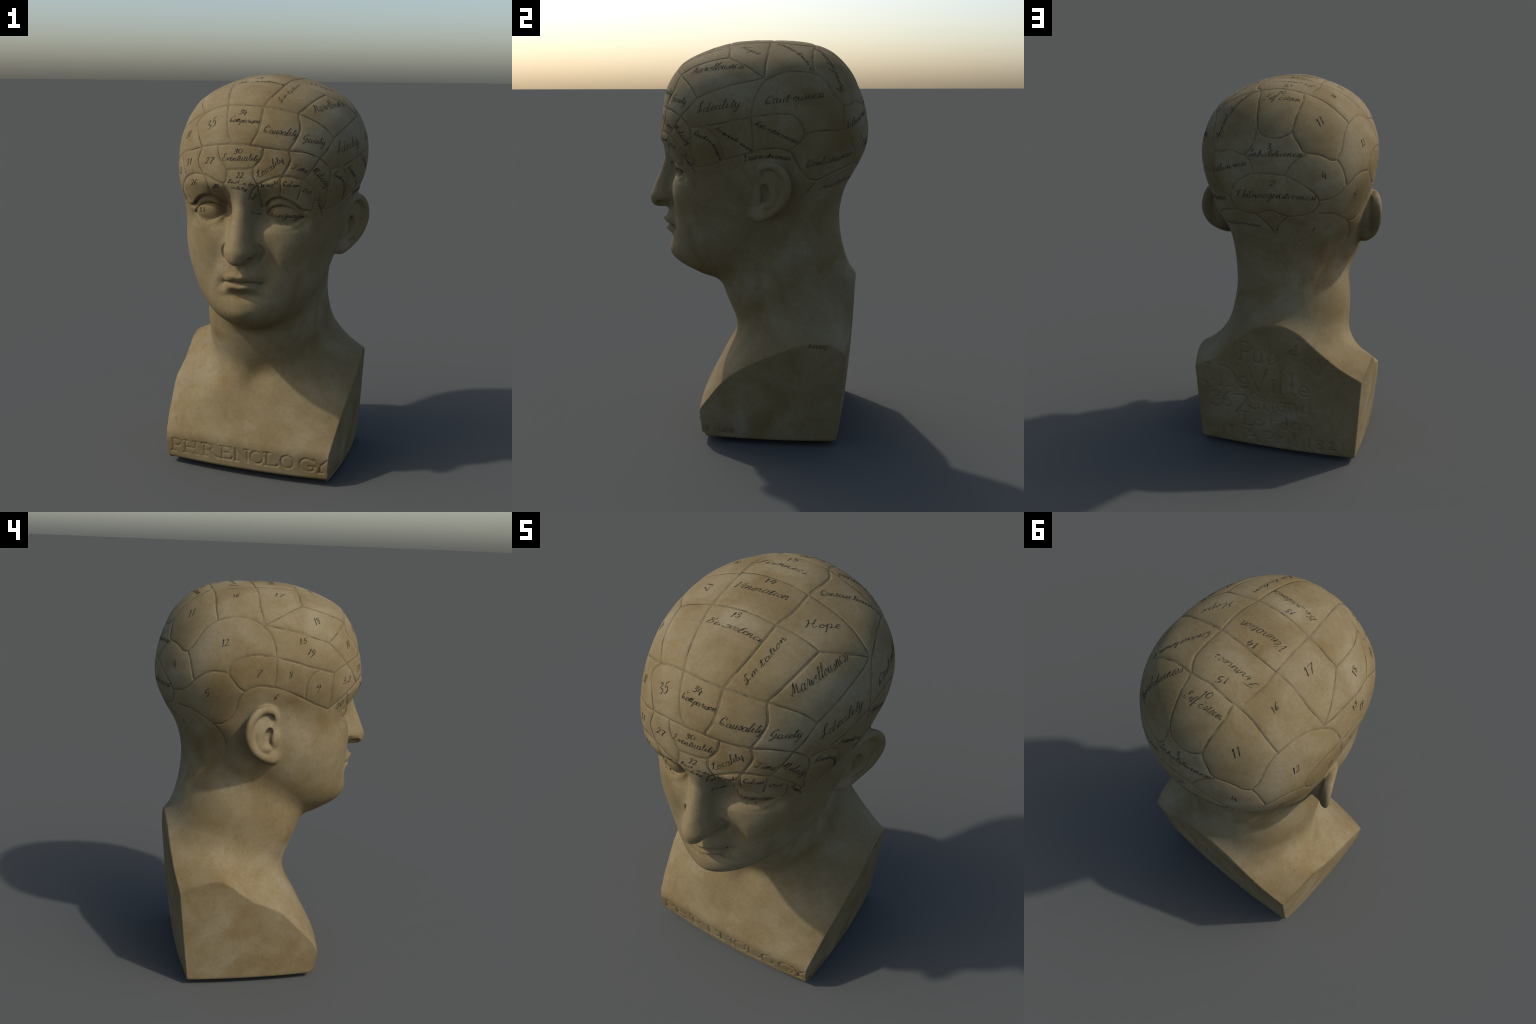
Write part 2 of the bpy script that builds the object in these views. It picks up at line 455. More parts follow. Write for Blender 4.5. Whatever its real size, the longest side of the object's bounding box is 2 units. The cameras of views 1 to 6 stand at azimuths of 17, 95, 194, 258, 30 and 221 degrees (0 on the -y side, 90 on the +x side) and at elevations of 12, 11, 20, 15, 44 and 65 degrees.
SKULL_MID = np.array([0.015, 0.04, 1.45])
LINES = {
    "brow row top": [(-29.1, 39.5), (-20.4, 42.1), (-11.5, 43.3), (-3.0, 43.3), (11.4, 42.4), (20.6, 41.4), (30.0, 39.7)],
    "brow row mid": [(-40.7, 19.5), (-28.6, 21.6), (-21.0, 23.4), (-11.4, 24.5), (-4.5, 24.9), (4.7, 24.7), (11.6, 23.9), (23.5, 22.7), (32.0, 22.2), (40.9, 19.8)],
    "benevolence left": [(39.1, 68.3), (19.6, 54.4), (10.2, 42.3)],
    "causality right": [(-29.1, 39.5), (-32.4, 34.0), (-27.0, 28.4), (-22.1, 22.6)],
    "compare right": [(-12.2, 43.6), (-9.7, 35.3), (-7.1, 28.8), (-4.5, 24.9)],
    "compare left": [(10.2, 42.3), (9.3, 34.9), (7.8, 29.9), (4.7, 24.7)],
    "causality left": [(30.0, 39.7), (30.3, 32.7), (27.5, 27.6), (23.7, 22.7)],
    "locality right": [(-22.1, 22.6), (-23.4, 16.6), (-21.1, 12.4), (-18.7, 10.0)],
    "event right": [(-12.5, 24.1), (-11.1, 18.8), (-6.8, 13.6)],
    "event left": [(11.2, 23.8), (10.2, 19.0), (6.3, 14.5)],
    "event lower": [(-6.8, 13.6), (-0.4, 14.0), (6.3, 14.5)],
    "individual right": [(-6.8, 13.6), (-6.7, 8.9), (-8.3, 6.7)],
    "individual left": [(6.3, 14.5), (6.8, 10.2), (8.6, 7.1)],
    "time front": [(23.7, 22.7), (24.5, 17.8), (19.6, 9.9)],
    "melody front": [(40.9, 19.8), (35.9, 14.3), (30.6, 8.8)],
    "brow left": [(8.6, 7.1), (13.5, 9.3), (20.6, 11.2), (26.5, 10.5), (32.4, 9.0), (37.2, 5.7), (42.3, 0.4), (47.6, -8.1)],
    "brow right": [(-8.3, 6.7), (-11.7, 7.9), (-18.0, 10.2), (-25.3, 10.6), (-32.5, 8.4)],
    "weight edge": [(8.6, 7.1), (9.6, -2.5), (10.0, -6.4)],
    "colour edge": [(19.6, 9.9), (19.6, 0.6)],
    "order edge": [(30.6, 8.8), (28.3, -0.4)],
    "number edge": [(39.2, 2.3), (38.6, -3.8), (36.8, -8.2)],
    "size edge": [(8.6, 7.1), (5.5, 3.4), (4.1, -0.8)],
    "weight edge right": [(-18.7, 10.0), (-16.8, 5.3), (-17.6, 0.6)],
    "size edge right": [(-8.3, 6.7), (-6.7, 1.9), (-6.5, -0.2)],
    "ideality upper": [(52.1, 29.7), (57.7, 32.1), (67.6, 35.8), (77.7, 38.4), (87.9, 40.1), (94.5, 41.2)],
    "hope lower": [(94.5, 41.2), (87.3, 45.4), (76.8, 50.0), (63.6, 54.4)],
    "imitation lower": [(63.6, 54.4), (52.1, 51.1), (41.4, 46.4), (30.0, 39.7)],
    "cautious arch": [(87.1, 21.5), (87.6, 26.1), (89.3, 31.5), (92.6, 37.0), (97.1, 40.5), (108.6, 43.4), (117.0, 43.0), (126.6, 41.3), (131.6, 38.8), (134.4, 35.0), (136.8, 31.0), (139.5, 26.6), (142.4, 24.6)],
    "combat top": [(117.1, 11.3), (122.5, 12.7), (128.8, 12.9), (135.8, 12.3), (142.3, 12.8)],
    "secret arch": [(87.1, 21.5), (94.1, 22.2), (103.9, 22.5), (109.6, 21.5), (113.4, 19.0), (116.1, 15.3), (117.1, 11.3), (115.1, 7.3), (110.5, 3.7)],
    "acquire rear": [(87.1, 21.5), (87.4, 13.2), (87.6, 2.2)],
    "ideality lower": [(60.0, 16.3), (69.1, 18.2), (79.0, 20.4), (87.1, 21.5)],
    "temple lower": [(47.6, -8.1), (57.5, -6.6), (67.7, -3.4), (77.5, -0.6), (87.6, 2.2), (94.0, 4.0), (101.7, 4.5), (107.3, 3.5), (111.2, 1.5), (114.1, -2.9), (117.1, -8.0), (122.0, -13.2), (127.2, -15.5), (132.1, -15.7), (137.2, -13.1), (144.7, -9.7), (158.1, -5.8)],
    "construct arc": [(49.4, 14.8), (55.8, 15.4), (61.9, 13.3), (65.5, 9.1), (67.3, 3.6), (67.5, -3.4)],
    "melody rear": [(40.9, 19.8), (44.8, 17.4), (47.7, 14.4), (48.4, 9.0), (46.9, 1.9), (47.4, -3.8), (47.6, -8.1)],
    "gaiety rear": [(52.1, 29.7), (48.7, 26.4), (44.5, 22.5), (40.9, 19.8)],
    "marvel front": [(30.0, 39.7), (44.2, 35.1), (52.1, 29.7)],
    "nape stroke": [(129.4, -18.5), (127.2, -22.6), (124.7, -28.2)],
    "inhabit left": [(164.6, 25.3), (168.9, 22.1), (171.1, 16.7)],
    "approval lower left": [(164.6, 25.3), (167.8, 28.5), (169.4, 32.9), (169.6, 37.1)],
    "approval edge left": [(142.4, 24.6), (147.6, 24.3), (155.8, 26.3), (160.4, 25.3), (164.6, 25.3)],
    "adhesive left": [(142.4, 24.6), (141.4, 18.0), (142.3, 12.8), (147.1, 8.1), (151.5, 3.6), (155.3, 1.7)],
    "inhabit right": [(-161.2, 26.9), (-165.9, 24.4), (-169.2, 21.3), (-171.9, 16.7)],
    "offspring upper": [(155.3, 1.7), (157.8, 6.7), (162.0, 11.7), (166.8, 14.8), (171.1, 16.7), (178.3, 17.2), (188.1, 16.7), (193.5, 14.7), (200.1, 10.7), (204.5, 7.2), (206.7, 3.6), (206.4, 0.2), (203.6, -3.2), (199.3, -5.2), (193.9, -6.2), (190.3, -6.5)],
    "offspring lower": [(155.3, 1.7), (156.6, -2.7), (159.7, -5.8), (166.2, -6.7), (173.6, -5.6), (179.6, -3.0), (184.9, -4.6), (190.3, -6.5)],
    "nape point": [(170.9, -6.4), (175.5, -11.3), (179.2, -17.6), (181.2, -21.3), (183.6, -15.6), (187.0, -9.9), (190.3, -6.5)],
    "combat back right": [(-153.3, 3.6), (-146.3, 4.3), (-141.2, 6.4)],
    "ideality upper right": [(-97.7, 42.6), (-86.1, 41.4), (-75.0, 39.4), (-64.0, 35.8), (-52.8, 31.7)],
    "hope lower right": [(-97.7, 42.6), (-87.6, 46.9), (-62.2, 54.1)],
    "imitation lower right": [(-62.2, 54.1), (-52.5, 50.5), (-41.4, 45.4), (-29.1, 39.5)],
    "cautious arch right": [(-143.0, 24.1), (-139.5, 28.5), (-136.0, 35.3), (-132.3, 39.4), (-128.0, 42.1), (-119.2, 44.9), (-110.6, 45.5), (-103.9, 44.3), (-97.2, 41.1), (-93.1, 36.9), (-90.6, 31.2), (-90.2, 26.2)],
    "adhesive rear right": [(-143.0, 24.1), (-140.2, 19.8), (-138.5, 15.3), (-137.4, 11.0)],
    "combat top right": [(-141.2, 6.4), (-135.9, 11.2), (-130.4, 14.7), (-125.1, 16.3), (-117.7, 16.1)],
    "secret arch right": [(-117.7, 16.1), (-116.6, 19.8), (-113.4, 22.9), (-108.2, 25.4), (-101.9, 26.8), (-90.2, 26.2)],
    "secret lower right": [(-117.7, 16.1), (-115.5, 13.0), (-112.0, 9.0), (-108.4, 6.5)],
    "acquire rear right": [(-90.2, 26.2), (-90.1, 17.9), (-90.8, 9.8)],
    "ideality lower right": [(-90.2, 26.2), (-78.9, 23.9), (-68.3, 20.8), (-59.5, 18.2), (-51.1, 15.7)],
    "construct arc right": [(-61.7, 18.6), (-66.8, 15.5), (-69.2, 10.2), (-68.7, 1.6)],
    "melody rear right": [(-51.1, 15.7), (-52.2, 8.8), (-51.0, 0.2), (-51.1, -5.4)],
    "temple lower right": [(-108.4, 6.5), (-104.8, 8.9), (-99.3, 10.4), (-90.8, 9.8), (-81.4, 7.2), (-68.7, 1.6), (-60.1, -2.4), (-51.1, -5.4)],
    "brow outer right": [(-51.1, -5.4), (-45.4, -1.3), (-39.7, 3.4), (-32.5, 8.4)],
    "melody top right": [(-51.1, 15.7), (-46.9, 17.7), (-40.7, 19.5)],
    "gaiety rear right": [(-52.8, 31.7), (-47.9, 26.9), (-41.5, 19.6), (-36.9, 14.6), (-32.5, 8.4)],
    "marvel front right": [(-29.1, 39.5), (-43.6, 35.4), (-52.8, 31.7)],
    "combat rear right": [(-108.4, 6.5), (-112.1, 1.5), (-114.1, -4.6), (-118.1, -11.1), (-123.4, -14.0), (-129.7, -15.1)],
    "nape right": [(-152.6, -4.7), (-144.3, -5.4), (-137.4, -9.0), (-128.4, -15.1), (-124.3, -21.4), (-121.4, -29.2)],
    "number edge right": [(-39.5, 3.1), (-36.2, -1.3), (-31.0, -6.3)],
    "crown right": [(-12.2, 43.6), (-25.7, 59.4), (-41.2, 67.7), (-69.9, 74.0), (-110.6, 73.5), (-133.0, 68.5), (-149.7, 62.4)],
    "crown left": [(39.1, 68.3), (65.1, 72.9), (107.1, 73.9), (132.0, 68.7), (144.2, 63.8), (156.5, 60.8)],
    "veneration front": [(63.6, 54.4), (52.2, 64.1), (38.0, 68.4), (15.5, 72.3), (-10.6, 72.5), (-41.2, 67.7), (-51.8, 62.7), (-58.3, 58.5), (-62.2, 54.1)],
    "veneration rear": [(94.5, 41.2), (95.6, 47.6), (98.0, 57.6), (109.3, 75.0), (100.8, 65.2), (107.1, 73.9), (129.6, 81.8), (207.9, 83.4), (-110.6, 73.5), (-103.8, 66.9), (-102.5, 61.7), (-101.1, 54.0), (-97.7, 42.6)],
    "firmness rear": [(127.8, 42.2), (127.8, 42.2), (131.3, 48.5), (138.8, 54.8), (146.4, 58.1), (157.5, 60.9), (167.7, 62.8), (176.0, 63.9), (186.0, 63.4), (201.4, 61.2), (210.0, 59.2), (-142.5, 55.8), (-136.4, 50.6), (-129.0, 41.9)],
    "esteem left": [(156.5, 60.8), (161.4, 55.7), (165.2, 49.9), (167.8, 43.8), (170.7, 37.8), (174.2, 35.6), (179.1, 34.4), (184.2, 34.8), (188.8, 36.4), (191.3, 38.6)],
    "esteem right": [(-158.6, 60.2), (-160.9, 54.7), (-165.1, 47.8), (-168.7, 38.6)],
    "approval right": [(-168.7, 38.6), (-167.3, 35.6), (-164.1, 31.6), (-161.3, 28.1), (-153.3, 26.8), (-147.1, 24.3), (-143.0, 24.1)],
}

# ink words: text, height of a capital in metres, baseline in the same degrees
WORDS = [
    ("34", 0.029, [(-4.4, 38.4), (1.2, 38.1)]),
    ("Comparison", 0.033, [(-8.2, 34.7), (8.5, 34.1)]),
    ("Causality", 0.038, [(10.4, 30.3), (28.0, 28.8)]),
    ("Gaiety", 0.039, [(30.4, 27.1), (44.1, 25.8)]),
    ("30", 0.027, [(-3.9, 20.7), (1.1, 21.1)]),
    ("Eventuality", 0.035, [(-9.7, 17.5), (9.1, 18.0)]),
    ("Locality", 0.037, [(8.3, 9.7), (14.9, 14.1), (21.0, 18.8)]),
    ("Time", 0.035, [(24.7, 14.8), (33.2, 12.6)]),
    ("Melody", 0.039, [(35.2, 14.2), (45.8, 5.3)]),
    ("22", 0.027, [(-2.0, 9.7), (2.0, 10.2)]),
    ("Individu", 0.021, [(-6.3, 7.6), (6.6, 6.7)]),
    ("ality", 0.018, [(-4.4, 5.1), (3.3, 4.3)]),
    ("Weight", 0.020, [(10.0, 5.7), (18.4, 7.6)]),
    ("Colour", 0.024, [(20.3, 6.8), (28.4, 6.2)]),
    ("Order", 0.022, [(30.4, 4.0), (38.1, 2.2)]),
    ("Number", 0.028, [(39.6, -0.1), (45.9, -10.9)]),
    ("Size", 0.023, [(5.1, -1.8), (8.0, 2.1)]),
    ("Form", 0.022, [(4.3, -7.8), (9.3, -10.7)]),
    ("Language", 0.032, [(14.6, -11.0), (24.0, -10.7), (33.9, -11.8)]),
    ("33", 0.024, [(-29.6, -10.1), (-24.1, -9.4)]),
    ("26", 0.028, [(-28.2, 4.9), (-23.3, 5.5)]),
    ("25", 0.024, [(-14.5, 4.5), (-11.1, 4.7)]),
    ("27", 0.029, [(-19.1, 15.4), (-14.4, 15.9)]),
    ("31", 0.035, [(-32.5, 13.8), (-27.8, 14.5)]),
    ("35", 0.040, [(-21.2, 30.3), (-15.7, 33.6)]),
    ("20", 0.034, [(-39.0, 26.5), (-34.6, 28.0)]),
    ("Ideality", 0.053, [(52.9, 22.1), (67.2, 25.0), (79.9, 26.7)]),
    ("Cautiousness", 0.050, [(94.6, 27.4), (111.2, 28.1), (128.9, 28.6)]),
    ("Secretiveness", 0.036, [(88.2, 18.0), (100.5, 12.8), (113.1, 7.2)]),
    ("Acquisitiveness", 0.030, [(63.8, 14.9), (75.5, 9.5), (86.9, 2.2)]),
    ("Constructiveness", 0.031, [(50.5, 11.2), (61.2, 6.9), (65.4, -3.4)]),
    ("Destructiveness", 0.035, [(81.1, -3.8), (95.9, -1.2), (110.3, -2.7)]),
    ("Combativeness", 0.050, [(120.5, -7.2), (151.2, -0.6)]),
    ("Marvellousness", 0.054, [(41.0, 41.0), (60.2, 45.3), (79.6, 47.1)]),
    ("3", 0.027, [(177.2, 29.0), (179.7, 29.3)]),
    ("Inhabitiveness", 0.036, [(167.4, 24.6), (197.1, 26.1)]),
    ("2", 0.034, [(179.8, 11.3), (183.2, 11.8)]),
    ("Philoprogenitiveness", 0.045, [(159.9, 2.7), (183.6, 5.1), (204.8, 4.1)]),
    ("Adhesiveness", 0.036, [(142.3, 12.8), (166.5, 20.3)]),
    ("10", 0.030, [(175.9, 58.1), (183.6, 59.0)]),
    ("Self Esteem", 0.044, [(166.8, 53.4), (182.3, 54.5), (196.9, 53.8)]),
    ("Amativeness", 0.034, [(134.6, -23.4), (158.7, -17.6), (172.0, -17.1)]),
    ("Approbativeness", 0.049, [(144.4, 28.5), (145.6, 40.5), (148.0, 50.1), (151.6, 57.9)]),
    ("12", 0.040, [(-123.1, 28.6), (-118.7, 30.1)]),
    ("11", 0.040, [(-152.0, 39.8), (-147.8, 42.2)]),
    ("4", 0.040, [(-152.2, 14.4), (-148.9, 16.0)]),
    ("5", 0.040, [(-131.6, 1.6), (-127.6, 3.1)]),
    ("7", 0.040, [(-102.7, 15.5), (-99.3, 15.9)]),
    ("8", 0.034, [(-82.2, 15.5), (-79.2, 15.8)]),
    ("9", 0.040, [(-63.1, 6.2), (-60.1, 6.7)]),
    ("19", 0.040, [(-70.5, 27.5), (-65.9, 26.3)]),
    ("15", 0.030, [(-75.1, 32.8), (-69.6, 33.2)]),
    ("18", 0.038, [(-60.3, 41.6), (-54.1, 42.7)]),
    ("17", 0.040, [(-86.4, 63.5), (-74.3, 62.3)]),
    ("16", 0.034, [(-127.5, 57.4), (-121.9, 59.3)]),
    ("32", 0.040, [(-45.2, 8.9), (-38.5, 9.9)]),
    ("6", 0.036, [(-90.5, 2.4), (-88.1, 2.4)]),
    ("20", 0.034, [(-44.9, -5.9), (-39.0, -3.1)]),
    ("1", 0.034, [(-155.5, -18.8), (-152.3, -18.0)]),
    ("Benevolence", 0.034, [(-24.5, 61.2), (2.5, 63.4), (26.0, 60.3)]),
    ("13", 0.027, [(-9.9, 68.0), (0.9, 68.9)]),
    ("Veneration", 0.049, [(-66.0, 75.9), (-8.4, 84.4), (68.2, 78.8)]),
    ("14", 0.034, [(-105.7, 87.0), (131.4, 87.3)]),
    ("Firmness", 0.040, [(-135.8, 69.5), (151.0, 73.2)]),
    ("15", 0.030, [(190.9, 69.7), (177.6, 68.5)]),
    ("Hope", 0.037, [(62.6, 64.8), (90.1, 57.2)]),
    ("Imitation", 0.029, [(20.3, 44.6), (30.0, 53.8), (44.5, 62.0)]),
    ("Conscientiousness", 0.035, [(112.2, 70.0), (122.8, 56.5), (125.4, 43.1)]),
]

# ------------------------------------------------------------------ pen strokes
# letters on a grid with x height 0.5, capitals 1.0; each: advance, strokes
SCRIPT = {
    "a": (0.58, [[(.42, .42), (.28, .5), (.1, .35), (.08, .12), (.2, 0), (.38, .15), (.44, .48), (.40, .1), (.5, 0), (.6, .12)]]),
    "b": (0.50, [[(0, .1), (.25, .6), (.3, .95), (.2, 1), (.13, .6), (.12, .1), (.25, 0), (.4, .15), (.38, .4), (.28, .45), (.5, .4)]]),
    "c": (0.42, [[(.4, .4), (.28, .5), (.1, .35), (.08, .12), (.2, 0), (.42, .12)]]),
    "d": (0.60, [[(.42, .42), (.28, .5), (.1, .35), (.08, .12), (.2, 0), (.38, .15), (.5, 1), (.42, .1), (.52, 0), (.62, .12)]]),
    "e": (0.42, [[(0, .1), (.25, .25), (.36, .42), (.24, .5), (.1, .3), (.12, .08), (.24, 0), (.44, .14)]]),
    "f": (0.38, [[(0, .1), (.3, .7), (.32, 1), (.2, .9), (.14, .2), (.1, -.45), (.2, -.4), (.2, 0), (.4, .12)]]),
    "g": (0.55, [[(.42, .42), (.28, .5), (.1, .35), (.08, .12), (.2, 0), (.38, .15), (.44, .48), (.38, -.3), (.2, -.5), (.12, -.35), (.57, .1)]]),
    "h": (0.55, [[(0, .1), (.25, .7), (.3, 1), (.18, .9), (.1, 0)], [(.1, .05), (.25, .42), (.36, .48), (.38, .1), (.46, 0), (.57, .12)]]),
    "i": (0.30, [[(0, .1), (.16, .5), (.1, .1), (.18, 0), (.32, .12)], [(.2, .70), (.23, .76)]]),
    "l": (0.30, [[(0, .1), (.24, .7), (.26, 1), (.14, .85), (.08, .12), (.16, 0), (.32, .12)]]),
    "m": (0.68, [[(0, .1), (.12, .48), (.08, 0)], [(.08, .05), (.22, .46), (.3, .45), (.28, 0)], [(.28, .05), (.42, .46), (.5, .45), (.5, .08), (.58, 0), (.7, .12)]]),
    "n": (0.52, [[(0, .1), (.12, .48), (.08, 0)], [(.08, .05), (.24, .46), (.34, .45), (.34, .08), (.42, 0), (.54, .12)]]),
    "o": (0.46, [[(.3, .48), (.12, .38), (.08, .12), (.2, 0), (.36, .14), (.34, .4), (.24, .48), (.3, .38), (.48, .4)]]),
    "p": (0.50, [[(0, .1), (.14, .5), (.02, -.5)], [(.1, .2), (.26, .48), (.38, .36), (.34, .08), (.2, 0), (.52, .1)]]),
    "q": (0.52, [[(.42, .42), (.28, .5), (.1, .35), (.08, .12), (.2, 0), (.38, .15), (.44, .48), (.36, -.5)], [(.4, 0), (.54, .12)]]),
    "r": (0.42, [[(0, .1), (.14, .5), (.2, .42), (.3, .42), (.26, .1), (.34, 0), (.44, .12)]]),
    "s": (0.38, [[(0, .1), (.2, .52), (.3, .2), (.2, 0), (.06, .06), (.4, .12)]]),
    "t": (0.34, [[(0, .1), (.24, .85), (.14, .1), (.22, 0), (.36, .12)], [(.05, .62), (.42, .68)]]),
    "u": (0.54, [[(0, .1), (.12, .48), (.1, .1), (.2, 0), (.34, .2), (.4, .48), (.36, .1), (.44, 0), (.56, .12)]]),
    "v": (0.42, [[(0, .1), (.1, .48), (.16, 0), (.3, .3), (.3, .48), (.44, .42)]]),
    "y": (0.50, [[(0, .1), (.12, .48), (.1, .1), (.2, 0), (.34, .2), (.4, .48), (.32, -.35), (.16, -.5), (.1, -.35), (.52, .1)]]),
    "z": (0.42, [[(.05, .42), (.3, .45), (.08, .02), (.32, .02), (.44, .12)]]),
    "A": (0.80, [[(0, .1), (.15, 0), (.4, .6), (.55, 1), (.6, .1), (.7, 0)], [(.2, .4), (.7, .42)]]),
    "B": (0.75, [[(.1, .7), (.3, .95), (.22, .4), (.12, 0)], [(.1, .8), (.4, 1), (.6, .8), (.35, .52), (.6, .35), (.5, .05), (.15, .02)]]),
    "C": (0.66, [[(.5, .7), (.52, .95), (.3, .95), (.1, .55), (.12, .1), (.32, 0), (.45, .2), (.3, .35), (.2, .2), (.6, .1)]]),
    "D": (0.85, [[(.35, .9), (.25, .4), (.15, .05), (.05, .15), (.4, .02), (.7, .3), (.65, .8), (.35, 1), (.05, .85), (.1, .65)]]),
    "E": (0.66, [[(.55, .85), (.4, 1), (.2, .8), (.35, .55), (.12, .35), (.15, .05), (.4, 0), (.6, .2)]]),
    "F": (0.70, [[(.4, .9), (.3, .3), (.15, 0), (0, .1)], [(.05, .8), (.3, .95), (.75, 1)], [(.2, .5), (.5, .52)]]),
    "G": (0.72, [[(.5, .75), (.5, .98), (.2, .75), (.1, .35), (.3, .2), (.52, .5), (.45, .1), (.25, -.3), (.1, -.2), (.7, .15)]]),
    "H": (0.85, [[(.1, .8), (.25, .95), (.2, .3), (.05, 0)], [(.7, 1), (.5, .4), (.5, .05), (.6, 0), (.75, .15)], [(.15, .45), (.6, .5)]]),
    "I": (0.55, [[(.1, .55), (.3, .75), (.5, 1), (.3, .95), (.3, .4), (.2, .02), (.02, .1), (.2, .25), (.55, .15)]]),
    "L": (0.68, [[(.1, .8), (.3, .7), (.45, .95), (.3, 1), (.25, .4), (.1, .05), (.05, .12), (.3, .06), (.6, 0), (.7, .12)]]),
    "M": (1.00, [[(0, .1), (.1, 0), (.3, .95), (.32, .1)], [(.32, .1), (.6, .95), (.6, .1), (.75, 0), (.95, .12)]]),
    "N": (0.85, [[(0, .05), (.1, 0), (.3, .95), (.5, .05), (.6, .6), (.85, 1)]]),
    "O": (0.75, [[(.45, 1), (.15, .75), (.1, .25), (.3, 0), (.6, .3), (.6, .8), (.4, 1), (.3, .8), (.7, .8)]]),
    "P": (0.75, [[(.35, .9), (.28, .4), (.15, 0), (.02, .1)], [(.05, .7), (.25, .95), (.6, .95), (.65, .65), (.35, .5)]]),
    "S": (0.62, [[(0, .1), (.3, .5), (.55, .9), (.4, 1), (.28, .75), (.42, .35), (.3, .02), (.08, .08), (.15, .25), (.6, .12)]]),
    "T": (0.62, [[(.4, .9), (.32, .35), (.2, .02), (.02, .1), (.12, .25)], [(.05, .8), (.25, .98), (.7, .95)]]),
    "V": (0.72, [[(0, .8), (.15, .95), (.25, .1), (.3, 0), (.5, .6), (.75, 1)]]),
    "W": (1.00, [[(0, .85), (.12, .95), (.2, .05), (.5, .8), (.5, .05), (.8, .7), (.95, 1)]]),
    "R": (0.75, [[(.1, 0), (.1, 1), (.45, .95), (.5, .7), (.1, .5), (.55, 0)]]),
    "0": (0.60, [[(.3, 1), (.1, .7), (.1, .25), (.28, 0), (.48, .3), (.48, .75), (.3, 1)]]),
    "1": (0.40, [[(.12, .75), (.25, 1), (.2, 0)]]),
    "2": (0.60, [[(.1, .75), (.25, 1), (.45, .8), (.3, .35), (.06, .05), (.3, .08), (.55, .05)]]),
    "3": (0.55, [[(.1, .85), (.3, 1), (.42, .8), (.2, .55), (.45, .35), (.3, .02), (.06, .12)]]),
    "4": (0.60, [[(.3, 1), (.08, .4), (.55, .42)], [(.42, .7), (.36, -.1)]]),
    "5": (0.58, [[(.2, .95), (.12, .55), (.35, .58), (.42, .25), (.22, 0), (.05, .12)], [(.2, .95), (.55, 1.02)]]),
    "6": (0.55, [[(.45, 1), (.2, .7), (.08, .25), (.25, 0), (.42, .2), (.3, .42), (.12, .25)]]),
    "7": (0.55, [[(.05, .85), (.15, .95), (.5, .95), (.3, .4), (.2, -.1)]]),
    "8": (0.55, [[(.42, .85), (.25, 1), (.12, .78), (.4, .35), (.25, 0), (.08, .2), (.42, .7), (.42, .85)]]),
    "9": (0.55, [[(.45, .8), (.28, 1), (.1, .75), (.25, .5), (.45, .75), (.42, .3), (.3, -.2)]]),
    ".": (0.25, [[(.08, .0), (.12, .05)]]),
    " ": (0.35, []),
}

